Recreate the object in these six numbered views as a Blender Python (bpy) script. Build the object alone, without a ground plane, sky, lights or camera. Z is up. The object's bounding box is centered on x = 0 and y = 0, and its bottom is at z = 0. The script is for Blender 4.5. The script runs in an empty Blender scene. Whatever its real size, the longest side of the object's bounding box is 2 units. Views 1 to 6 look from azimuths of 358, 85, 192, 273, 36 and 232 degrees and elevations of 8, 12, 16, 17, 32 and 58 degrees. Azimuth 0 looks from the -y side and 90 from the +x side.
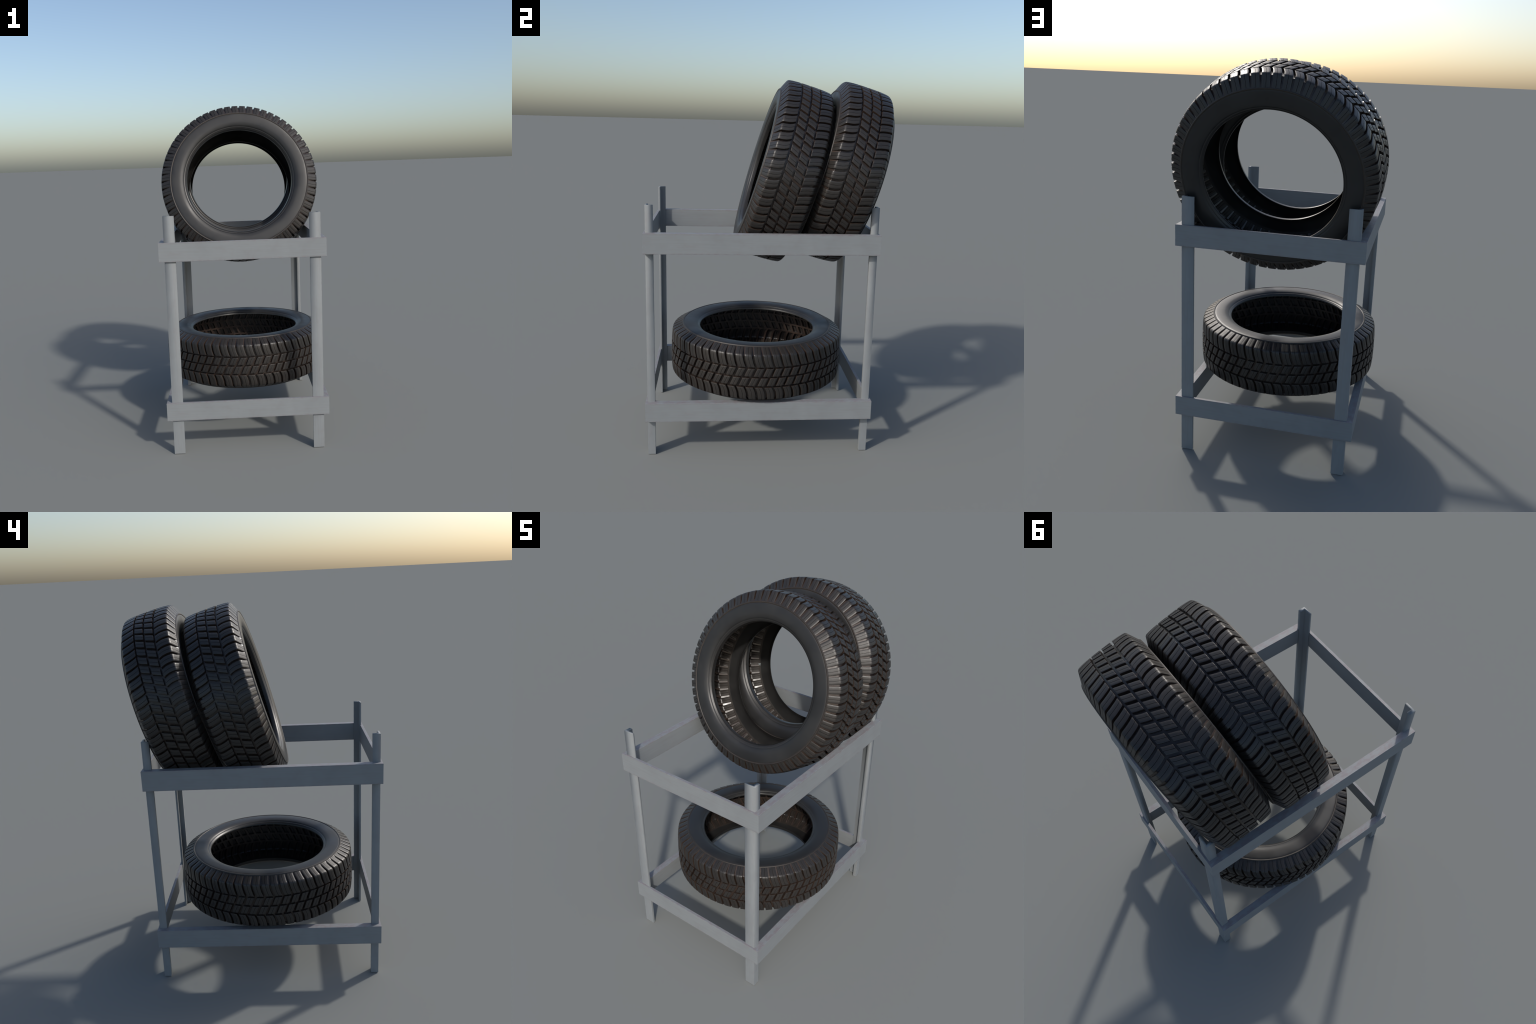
import bpy, math
import numpy as np
from mathutils import Matrix, Vector

# ------------------------------------------------------------------ helpers
def link(ob):
    bpy.context.scene.collection.objects.link(ob)
    return ob

def mesh_from(name, verts, faces, mats, mat_index=None, smooth=True, sharp_deg=None):
    me = bpy.data.meshes.new(name)
    me.from_pydata([tuple(v) for v in verts], [], [tuple(f) for f in faces])
    for m in mats:
        me.materials.append(m)
    if mat_index is not None:
        me.polygons.foreach_set("material_index", mat_index)
    me.polygons.foreach_set("use_smooth", [smooth] * len(me.polygons))
    if sharp_deg:
        me.set_sharp_from_angle(angle=math.radians(sharp_deg))
    me.update()
    return me

def child(name, me, parent, local=Matrix.Identity(4)):
    ob = link(bpy.data.objects.new(name, me))
    ob.parent = parent
    ob.matrix_local = local
    return ob

# ---------------------------------------------------------------- materials
class Nodes:
    """Small wrapper for wiring shader nodes."""
    def __init__(self, name):
        self.m = bpy.data.materials.new(name)
        self.m.use_nodes = True
        self.t = self.m.node_tree
        self.b = self.t.nodes["Principled BSDF"]
        self.co = self.t.nodes.new("ShaderNodeTexCoord").outputs["Object"]
    def n(self, kind, **kw):
        nd = self.t.nodes.new(kind)
        for k, v in kw.items():
            setattr(nd, k, v)
        return nd
    def l(self, a, b):
        self.t.links.new(a, b)
    def mapping(self, scale, src=None):
        mp = self.n("ShaderNodeMapping")
        mp.inputs["Scale"].default_value = scale
        self.l(src or self.co, mp.inputs["Vector"])
        return mp.outputs["Vector"]
    def noise(self, vec, scale, detail=4, rough=.55):
        nz = self.n("ShaderNodeTexNoise")
        nz.inputs["Scale"].default_value = scale
        nz.inputs["Detail"].default_value = detail
        nz.inputs["Roughness"].default_value = rough
        self.l(vec, nz.inputs["Vector"])
        return nz.outputs["Fac"]
    def remap(self, v, a, b, c=0., d=1.):
        r = self.n("ShaderNodeMapRange")
        for i, x in enumerate((a, b, c, d)):
            r.inputs[i + 1].default_value = x
        self.l(v, r.inputs[0])
        return r.outputs[0]
    def math(self, op, a, b=None):
        nd = self.n("ShaderNodeMath", operation=op)
        for i, x in enumerate((a, b)):
            if x is None:
                continue
            if isinstance(x, (int, float)):
                nd.inputs[i].default_value = x
            else:
                self.l(x, nd.inputs[i])
        return nd.outputs[0]
    def mix(self, fac, a, b):
        mx = self.n("ShaderNodeMix", data_type="RGBA")
        if isinstance(fac, (int, float)):
            mx.inputs[0].default_value = fac
        else:
            self.l(fac, mx.inputs[0])
        for x, s in ((a, mx.inputs[6]), (b, mx.inputs[7])):
            if isinstance(x, tuple):
                s.default_value = (*x, 1)
            else:
                self.l(x, s)
        return mx.outputs[2]
    def bump(self, h, strength, dist):
        bp = self.n("ShaderNodeBump")
        bp.inputs["Strength"].default_value = strength
        bp.inputs["Distance"].default_value = dist
        self.l(h, bp.inputs["Height"])
        self.l(bp.outputs[0], self.b.inputs["Normal"])

def paint_material():
    """Grey galvanised / painted steel; local x runs along each bar."""
    g = Nodes("grey_painted_steel")
    grain = g.noise(g.mapping((5, 120, 120)), 1.0, 5, .6)
    cloud = g.noise(g.co, 7, 4)
    fine = g.noise(g.mapping((30, 60, 60)), 2.0, 4, .6)
    col = g.mix(g.remap(cloud, .3, .7), PAINT_A, PAINT_B)
    col = g.mix(g.remap(grain, .40, .72, 0, .45), col, (.195, .198, .204))
    # mauve grime that gathers in patches
    blot = g.math("MULTIPLY", g.remap(g.noise(g.mapping((9, 22, 22)), 1.6, 5, .65), .50, .68), g.remap(fine, .35, .6, .25, 1))
    col = g.mix(g.math("MULTIPLY", blot, .16), col, (.185, .140, .152))
    # mauve scuffing along the upper and lower arrises of the rails
    sp = g.n("ShaderNodeSeparateXYZ")
    g.l(g.co, sp.inputs[0])
    edge = g.remap(g.math("ABSOLUTE", sp.outputs[2]), .0440, .0520)
    wear = g.math("MULTIPLY", edge, g.remap(g.noise(g.mapping((28, 60, 60)), 1.0, 5, .65), .44, .62, .05, .75))
    col = g.mix(wear, col, (.195, .165, .178))
    g.l(col, g.b.inputs["Base Color"])
    g.l(g.remap(cloud, .2, .8, .62, .48), g.b.inputs["Roughness"])
    g.b.inputs["Specular IOR Level"].default_value = .35
    g.bump(grain, .12, .002)
    return g.m

def rubber_material(name, base, tint, dusty, dust_amt, rough, scale=14, rand=0., rspan=.06):
    g = Nodes(name)
    n1 = g.noise(g.co, scale, 5)
    n2 = g.noise(g.co, scale * 6, 4, .6)
    f = g.remap(n1, .32, .68)
    if rand:
        oi = g.n("ShaderNodeObjectInfo").outputs["Random"]
        f = g.math("ADD", g.math("MULTIPLY", f, 1 - rand), g.math("MULTIPLY", oi, rand))
    col = g.mix(f, base, tint)
    if dust_amt:
        d = g.math("MULTIPLY", g.remap(n2, .35, .7), dust_amt)
        col = g.mix(d, col, dusty)
    g.l(col, g.b.inputs["Base Color"])
    g.l(g.remap(n1, .3, .7, rough - rspan, rough + rspan), g.b.inputs["Roughness"])
    g.b.inputs["Specular IOR Level"].default_value = .45
    g.bump(n2, .06, .002)
    return g.m

PAINT_A, PAINT_B = (.231, .249, .258), (.211, .228, .237)
M_PAINT = paint_material()
M_BLOCK = rubber_material("tread_rubber", (.0180, .0176, .0170), (.0255, .0235, .0215), (.040, .028, .022), .30, .41, 20, .55)
M_DUST = rubber_material("dusty_groove_rubber", (.024, .0175, .0145), (.036, .0245, .019), (.055, .034, .025), .45, .32, 26)
M_INNER = rubber_material("inner_liner_rubber", (.019, .0175, .016), (.027, .023, .020), (.045, .029, .022), .3, .34, 22)
M_SIDE = rubber_material("sidewall_rubber", (.0135, .0135, .0140), (.0220, .0220, .0218), (.027, .0245, .0225), .2, .455, 7, rspan=.09)
M_BEAD = rubber_material("bead_rubber", (.017, .017, .017), (.023, .022, .021), (.032, .027, .023), .2, .38, 12)
M_LINE = rubber_material("dusty_rim_rubber", (.021, .018, .016), (.028, .023, .019), (.042, .030, .023), .4, .50, 20)

# --------------------------------------------------------------------- rack
RX, RY0, RY1 = .4602, -.6588, .5530          # outer faces of the rails
RTX, RTY = .0400, .0160                        # rail thickness: side rails / end rails
PX, PY0, PY1 = .4303, -.6488, .5438          # outer faces of the posts
RAIL_Z = ((.2008, .3047), (1.1100, 1.2158))

def rail_mesh(name, length, thick_self, thick_other, z0, z1):
    """Bar with mitred ends. local x = along, y = outwards (outer face y=0), z = up."""
    h, t, m = (z1 - z0) / 2, thick_self, thick_other
    L, c = length / 2, .0007
    # outline of the section with small chamfers, (depth, height)
    sec = [(0, -h + c), (0, h - c), (-c, h), (-t + c, h), (-t, h - c), (-t, -h + c), (-t + c, -h), (-c, -h)]
    nseg = 12
    V, F = [], []
    for k in range(nseg + 1):
        f = -1 + 2 * k / nseg
        for d, z in sec:
            half = L - m * (-d / t)
            V.append((f * half, d, z))
    n = len(sec)
    for k in range(nseg):
        for j in range(n):
            a, b = k * n + j, k * n + (j + 1) % n
            F.append((a, b, b + n, a + n))
    F.append(tuple(range(n)))
    F.append(tuple(nseg * n + j for j in reversed(range(n))))
    return mesh_from(name, V, F, [M_PAINT], smooth=False)

def post_mesh(name, sx, sy, top):
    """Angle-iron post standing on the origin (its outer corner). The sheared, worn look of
    its shading, round at the top and crisp at the foot, is given with blended normals."""
    lx, ly, tx, ty = .0612, .0392, .0195, .0115
    sec = [(0, 0), (-lx, 0), (-lx, -ty), (-tx, -ty), (-tx, -ly), (0, -ly)]
    sec = [(x * sx, y * sy) for x, y in sec]
    if sx * sy > 0:
        sec = sec
    area = sum(a[0] * b[1] - b[0] * a[1] for a, b in zip(sec, sec[1:] + sec[:1]))
    if area < 0:
        sec = sec[::-1]
    n, N = len(sec), 40
    # local x runs up the post
    V = [(top * k / N, x, y) for k in range(N + 1) for x, y in sec]
    # orientation: local (x,y,z) -> world (z,x,y) keeps handedness
    F = [(k * n + j, k * n + (j + 1) % n, (k + 1) * n + (j + 1) % n, (k + 1) * n + j) for k in range(N) for j in range(n)]
    caps = len(F)
    F.append(tuple(N * n + j for j in range(n)))
    F.append(tuple(reversed(range(n))))
    me = mesh_from(name, V, F, [M_PAINT], smooth=True)
    flat = []
    for j in range(n):
        a, b = sec[j], sec[(j + 1) % n]
        d = Vector((0, b[1] - a[1], -(b[0] - a[0]))).normalized()
        flat.append(d)
    round_ = [(flat[j - 1] + flat[j] + Vector((.12, 0, 0))).normalized() for j in range(n)]
    normals = []
    for p in me.polygons:
        for vi in p.vertices:
            k, j = divmod(vi, n)
            if p.index == caps:
                normals.append((round_[j] * .8 + Vector((.35, 0, 0))).normalized())
            elif p.index == caps + 1:
                normals.append(Vector((-1, 0, 0)))
            else:
                f = k / N
                normals.append((flat[p.index % n] * (1 - f) + round_[j] * f).normalized())
    me.normals_split_custom_set([tuple(v) for v in normals])
    return me

rack = link(bpy.data.objects.new("tire_rack", None))
rack.location = (0, (RY0 + RY1) / 2, 0)
rack["label"] = "open rectangular rack of grey painted steel angle posts"
rack["category"] = "storage rack"
Rinv = Matrix.Translation(rack.location).inverted()
rack.location.x = -.002               # the rack stands a touch off centre
UP = Matrix(((0, 1, 0, 0), (0, 0, 1, 0), (1, 0, 0, 0), (0, 0, 0, 1)))   # local x -> world z
for sx in (1, -1):
    for sy, y in ((-1, PY0), (1, PY1)):
        me = post_mesh("post", sx, sy, 1.354 if sx > 0 else 1.3605)
        child("post", me, rack, Rinv @ Matrix.Translation((sx * PX, y, 0)) @ UP)
ym = (RY0 + RY1) / 2
for z0, z1 in RAIL_Z:
    me_x = rail_mesh("rail", 2 * RX, RTY, RTX, z0, z1)
    me_y = rail_mesh("rail", RY1 - RY0, RTX, RTY, z0, z1)
    zc = (z0 + z1) / 2
    for ang, loc, me in ((math.pi, (0, RY0, zc), me_x), (0, (0, RY1, zc), me_x), (-math.pi / 2, (RX, ym, zc), me_y), (math.pi / 2, (-RX, ym, zc), me_y)):
        child("rail", me, rack, Rinv @ Matrix.Translation(loc) @ Matrix.Rotation(ang, 4, "Z"))

# -------------------------------------------------------------------- tires
NB = 63                                   # tread blocks round the tire
PITCH = 2 * math.pi / NB
SHELL = .0014                             # rubber thickness of the casing

# outer tread profile: axial position -> radius (symmetric)
PROF = np.array([(0, .4977), (.03, .4977), (.0595, .4971), (.080, .4962), (.100, .4945), (.112, .4930), (.1190, .4914),
                 (.1225, .4893), (.1248, .4860), (.1300, .4750), (.1360, .4625), (.1425, .4492), (.1485, .4365)])
_seg = np.r_[0, np.cumsum(np.hypot(*np.diff(PROF, axis=0).T))]
def prof_at(s):
    """point and outward normal of the profile at signed arc length s"""
    q = abs(s)
    f = lambda x: np.array([np.interp(x, _seg, PROF[:, 0]), np.interp(x, _seg, PROF[:, 1])])
    e = .003
    a, b = f(max(q - e, -1)), f(min(q + e, _seg[-1]))
    t = (b - a) / np.linalg.norm(b - a)
    if q < e:
        t = np.array([1., 0.])
    n = np.array([-t[1], t[0]])
    p = f(q)
    g = 1 if s >= 0 else -1
    return p[0] * g, p[1], n[0] * g, n[1]
def s_of_a(a):
    return math.copysign(np.interp(abs(a), PROF[:, 0], _seg), a)

# cross grooves: (axial, centre in pitches, width in pitches), per rib
RIBS = {
    "outer": [(.1485, -3.130, .160), (.1436, -3.128, .178), (.1336, -3.118, .205), (.1195, -3.075, .235), (.1034, -3.018, .230), (.0855, -2.920, .225), (.0672, -2.790, .222), (.0571, -2.695, .225)],
    "left":  [(.0480, -2.680, .275), (.0280, -2.880, .280), (.0060, -3.055, .290)],
    "right": [(-.0040, -3.255, .270), (-.0250, -3.440, .275), (-.0466, -3.640, .290)],
    "inner": [(-.0566, -3.855, .235), (-.0770, -3.655, .235), (-.0990, -3.555, .245), (-.1200, -3.515, .245), (-.1336, -3.472, .205), (-.1436, -3.462, .178), (-.1485, -3.460, .160)],
}
DEPTH = .0170
for _rib in RIBS:
    RIBS[_rib] = [(a, c * NB / 64, w * 1.07) for a, c, w in RIBS[_rib]]

def smooth_interp(x, xs, ys):
    """cubic Hermite through the points, xs rising"""
    xs, ys = np.asarray(xs), np.asarray(ys)
    d = np.diff(ys) / np.diff(xs)
    m = np.r_[d[0], (d[1:] + d[:-1]) / 2, d[-1]]
    i = int(np.clip(np.searchsorted(xs, x) - 1, 0, len(xs) - 2))
    h = xs[i + 1] - xs[i]
    t = (x - xs[i]) / h
    return ((2 * t**3 - 3 * t**2 + 1) * ys[i] + (t**3 - 2 * t**2 + t) * h * m[i] + (-2 * t**3 + 3 * t**2) * ys[i + 1] + (t**3 - t**2) * h * m[i + 1])

def groove_depth(a):
    """lateral groove depth, fading to nothing at the foot of the shoulder"""
    return float(np.interp(abs(a), [0, .105, .119, .1248, .136, .1485], [DEPTH, DEPTH, .0150, .0130, .0072, .0005]))

def build_sector():
    """One pitch of the tread as a relief grid; rows run across the tire, columns round it."""
    rows = []          # dict(a, centre, width, kind, rib)
    order = ["outer", "left", "right", "inner"]
    for r, rib in enumerate(order):
        pts = RIBS[rib]
        xs = [p[0] for p in pts][::-1]
        cs, ws = [p[1] for p in pts][::-1], [p[2] for p in pts][::-1]
        a0, a1 = pts[0][0], pts[-1][0]
        s0, s1 = s_of_a(a0), s_of_a(a1)
        k = 22 if rib in ("outer", "inner") else 9
        for i in range(k + 1):
            s = s0 + (s1 - s0) * i / k
            a = prof_at(s)[0]
            x = min(max(a, xs[0]), xs[-1])
            row = dict(s=s, a=a, c=smooth_interp(x, xs, cs), w=float(np.interp(x, xs, ws)), rib=rib, edge=0, kind="top")
            first, last = i == 0, i == k
            at_groove = (first and rib != "outer") or (last and rib != "inner")
            if at_groove:
                g = 1 if first else -1       # which side the ring groove lies on (towards +a if first)
                lip = dict(row); lip["edge"] = g
                flo = dict(row); flo["kind"] = "floor"; flo["s"] = s + g * .0007; flo["a"] = prof_at(flo["s"])[0]; flo["edge"] = g
                inset = dict(row); inset["s"] = s - g * .0007; inset["a"] = prof_at(inset["s"])[0]
                rows += [flo, lip, inset] if first else [inset, lip, flo]
            else:
                rows.append(row)
    # columns: tag, position as function of half width
    LIP, SIPE = .0006, .0008
    def columns(row, inner):
        a, R = prof_at(row["s"])[:2]
        pu = PITCH * R
        dg = groove_depth(a)
        k = min(1., .15 + dg / DEPTH)
        hw = row["w"] / 2
        dl = (.0009 / pu) * k if inner else 0.
        draft = .0010 / pu * k
        lip = LIP / pu * k
        sw = SIPE / pu
        sd = .0045 * (0. if row["edge"] else 1.)
        if abs(a) > .1478:
            sd = 0.
        if inner:
            sd = min(sd, .0020)
        fl = dg if row["kind"] != "floor" else DEPTH
        def top(extra):
            if row["kind"] == "floor":
                return DEPTH
            return extra + (.0004 if row["edge"] else 0)
        b0, b1 = hw + dl, 1 - hw - dl
        mid = .5
        c = [(-hw + draft - dl, fl), (hw - draft + dl, fl), (b0, top(.0004 * k)), (b0 + lip, top(0)),
             ((b0 + mid) / 2, top(0)), (mid - sw, top(0)), (mid, top(sd)), (mid + sw, top(0)),
             ((mid + b1) / 2, top(0)), (b1 - lip, top(0)), (b1, top(.0004 * k)), (1 - hw + draft - dl, fl)]
        return c
    def surface(inner):
        grid = []
        for row in rows:
            s = row["s"]
            if inner and row["edge"]:
                s -= row["edge"] * .0008
            a, R, na, nR = prof_at(s)
            line = []
            for u, d in columns(row, inner):
                d = d + (SHELL if inner else 0)
                line.append((a - d * na, R - d * nR, (u + row["c"]) * PITCH))
            grid.append(line)
        return grid
    return rows, surface(False), surface(True)

ROWS, OUT, INN = build_sector()
NC = len(OUT[0])

def xyz(p, turn=0.):
    a, R, t = p
    return (R * math.cos(t + turn), R * math.sin(t + turn), a)

def block_mesh(rib):
    """closed solid of one tread block: outer skin, inner skin, rim"""
    idx = [i for i, r in enumerate(ROWS) if r["rib"] == rib]
    cols = list(range(1, NC))                    # from groove floor to next groove floor
    V, F, mi = [], [], []
    nr, nc = len(idx), len(cols)
    for grid in (OUT, INN):
        for i in idx:
            for j in cols:
                V.append(xyz(grid[i][j]))
    off = nr * nc
    vid = lambda g, i, j: g * off + i * nc + j
    for i in range(nr - 1):
        for j in range(nc - 1):
            wall = j in (0, nc - 2) or ROWS[idx[i]]["kind"] == "floor" or ROWS[idx[i + 1]]["kind"] == "floor"
            # rows run from +a to -a, columns run counter-clockwise
            F.append((vid(0, i, j), vid(0, i + 1, j), vid(0, i + 1, j + 1), vid(0, i, j + 1))); mi.append(1 if wall else 0)
            F.append((vid(1, i, j), vid(1, i, j + 1), vid(1, i + 1, j + 1), vid(1, i + 1, j))); mi.append(2)
    ring = [(0, j) for j in range(nc)] + [(i, nc - 1) for i in range(1, nr)] + [(nr - 1, j) for j in range(nc - 2, -1, -1)] + [(i, 0) for i in range(nr - 2, 0, -1)]
    for (i, j), (k, l) in zip(ring, ring[1:] + ring[:1]):
        F.append((vid(0, i, j), vid(0, k, l), vid(1, k, l), vid(1, i, j))); mi.append(1)
    return V, F, mi

def casing_mesh():
    """groove floors, all the way round, outer and inner skin"""
    V, F = [], []
    def sheet(grid, flip):
        nr = len(ROWS)
        base = len(V)
        for k in range(NB):
            for i in range(nr):
                for j in range(NC):
                    V.append(xyz(grid[i][j], k * PITCH))
        vid = lambda k, i, j: base + ((k % NB) * nr + i) * NC + j
        for k in range(NB):
            for i in range(nr - 1):
                ring_groove = ROWS[i]["rib"] != ROWS[i + 1]["rib"]
                for j in range(NC):
                    nj = (k, j + 1) if j < NC - 1 else (k + 1, 0)
                    if not ring_groove and j not in (0,):
                        continue
                    if j == NC - 1:
                        continue             # last column coincides with the next pitch's first
                    f = (vid(k, i, j), vid(k, i + 1, j), vid(nj[0], i + 1, nj[1]), vid(nj[0], i, nj[1]))
                    F.append(f[::-1] if flip else f)
    sheet(OUT, False)
    sheet(INN, True)
    me = mesh_from("tread", V, F, [M_DUST], smooth=True)
    import bmesh
    bm = bmesh.new(); bm.from_mesh(me)
    bmesh.ops.remove_doubles(bm, verts=bm.verts, dist=1e-5)
    bmesh.ops.delete(bm, geom=[v for v in bm.verts if not v.link_faces], context="VERTS")
    bm.to_mesh(me); bm.free()
    me.set_sharp_from_angle(angle=math.radians(40))
    return me

def revolve(name, pts, mats, tags, seg=192, close=True, sharp=38):
    V = [(r * math.cos(2 * math.pi * k / seg), r * math.sin(2 * math.pi * k / seg), a) for k in range(seg) for a, r in pts]
    n = len(pts)
    F, mi = [], []
    for k in range(seg):
        for j in range(n if close else n - 1):
            a, b = j, (j + 1) % n
            kk = (k + 1) % seg
            F.append((k * n + a, kk * n + a, kk * n + b, k * n + b)); mi.append(tags[j])
    me = mesh_from(name, V, F, mats, mi, True, sharp)
    return me

def arc_points(pts, k=4):
    """Catmull-Rom refinement of a profile polyline"""
    P = np.array(pts, float)
    out = []
    for i in range(len(P) - 1):
        p0, p1, p2, p3 = P[max(i - 1, 0)], P[i], P[i + 1], P[min(i + 2, len(P) - 1)]
        for t in np.arange(k) / k:
            out.append(tuple(.5 * (2 * p1 + (p2 - p0) * t + (2 * p0 - 5 * p1 + 4 * p2 - p3) * t**2 + (3 * p1 - p0 - 3 * p2 + p3) * t**3)))
    out.append(tuple(P[-1]))
    return out

def sidewall_profile():
    rim = [(.1483, .4368), (.1511, .4362), (.1529, .4342), (.1531, .4308), (.1520, .4287), (.1507, .4275), (.1514, .4258)]
    wall = arc_points([(.1514, .4258), (.1526, .4200), (.1534, .4080), (.1536, .3960), (.1533, .3840), (.1521, .3720), (.1495, .3618), (.1461, .3536), (.1420, .3484)])
    back = [(a - .0026, r + .0012) for a, r in wall[::-1]]
    back += [(.1474, .4300), (.1462, .4352)]
    pts = rim + wall[1:] + back
    tags = [1] * (len(rim) - 1) + [0] * (len(wall) - 1) + [0] * (len(back) - 2) + [1, 1, 1]
    return pts, tags[:len(pts)]

def bead_profile(reach):
    """reach: axial position where the bead ends inside the bore"""
    face = [(.1419, .3485), (.1408, .3480), (.1402, .3469), (.1403, .3456), (.1380, .3420), (.1352, .3384), (.1335, .3370), (.1330, .3356), (.1312, .3342), (.1292, .3335), (.1278, .3332), (reach + .0012, .3332 - (.1278 - reach) * .19), (reach, .3334 - (.1278 - reach) * .19)]
    back = [(reach, .3347 - (.1278 - reach) * .19), (.1285, .3350), (.1310, .3372), (.1335, .3402), (.1372, .3452), (.1388, .3482), (.1396, .3500)]
    pts = face + back
    return pts, [0] * len(pts)

def flip_profile(pts):
    return [(-a, r) for a, r in pts][::-1]

TREAD_ME = casing_mesh()
BLOCKS = {}
for rib, nm in (("outer", "shoulder_block"), ("left", "center_block"), ("right", "center_block"), ("inner", "shoulder_block")):
    V, F, mi = block_mesh(rib)
    BLOCKS[rib] = (nm, V, F, mi, mesh_from(nm, V, F, [M_BLOCK, M_DUST, M_INNER], mi, True, 40))
sp, st = sidewall_profile()
(bp_, bt), (bq_, bu) = bead_profile(.1240), bead_profile(.1105)
SIDE_ME = [revolve("sidewall", sp, [M_SIDE, M_LINE], st), revolve("sidewall", flip_profile(sp), [M_SIDE, M_LINE], st[:-1][::-1] + st[-1:])]
BEAD_ME = [revolve("bead", bp_, [M_BEAD], bt), revolve("bead", flip_profile(bq_), [M_BEAD], bu)]

def joined_rib_mesh(rib):
    """the same blocks, all the way round, as one mesh"""
    nm, V, F, mi, _ = BLOCKS[rib]
    A = np.array(V)
    VV, FF = [], []
    for k in range(NB):
        c, s = math.cos(k * PITCH), math.sin(k * PITCH)
        VV += [(x * c - y * s, x * s + y * c, z) for x, y, z in A]
        FF += [tuple(i + k * len(V) for i in f) for f in F]
    return mesh_from(nm, VV, FF, [M_BLOCK, M_DUST, M_INNER], mi * NB, True, 40)

def make_tire(centre, axis, phase, label, joined=()):
    n = Vector(axis).normalized()
    x = Vector((1, 0, 0)); x = (x - n * x.dot(n)).normalized()
    y = n.cross(x)
    rot = Matrix((x, y, n)).transposed().to_4x4()
    lowest = centre[2] - (.4365 * math.hypot(n.x, n.y) + .150 * abs(n.z))
    root = link(bpy.data.objects.new("tire", None))
    root.location = (centre[0], centre[1], lowest)
    root["label"] = label
    root["category"] = "car tire"
    place = Matrix.Translation((0, 0, centre[2] - lowest)) @ rot @ Matrix.Rotation(phase * PITCH, 4, "Z")
    tread = child("tread", TREAD_ME, root, place)
    for me in SIDE_ME:
        child("sidewall", me, root, place)
    for me in BEAD_ME:
        child("bead", me, root, place)
    for rib, (nm, V, F, mi, me) in BLOCKS.items():
        if rib in joined:
            ob = child(nm, joined_rib_mesh(rib), tread)
            ob["kind"] = "stuff"
        else:
            for k in range(NB):
                child(nm, me, tread, Matrix.Rotation(k * PITCH, 4, "Z"))
    return root

TILT = .2905
make_tire((0, -.050, .461), (0, .016, 1), .03, "black car tire lying flat on the lower rails", joined=("right", "inner"))
make_tire((0, .0755, 1.4948), (0, 1, -TILT), .955, "worn black car tire leaning on the upper rails")
make_tire((0, .3940, 1.4946), (0, 1, -TILT), .98, "second black car tire leaning behind the first")
bpy.context.view_layer.update()
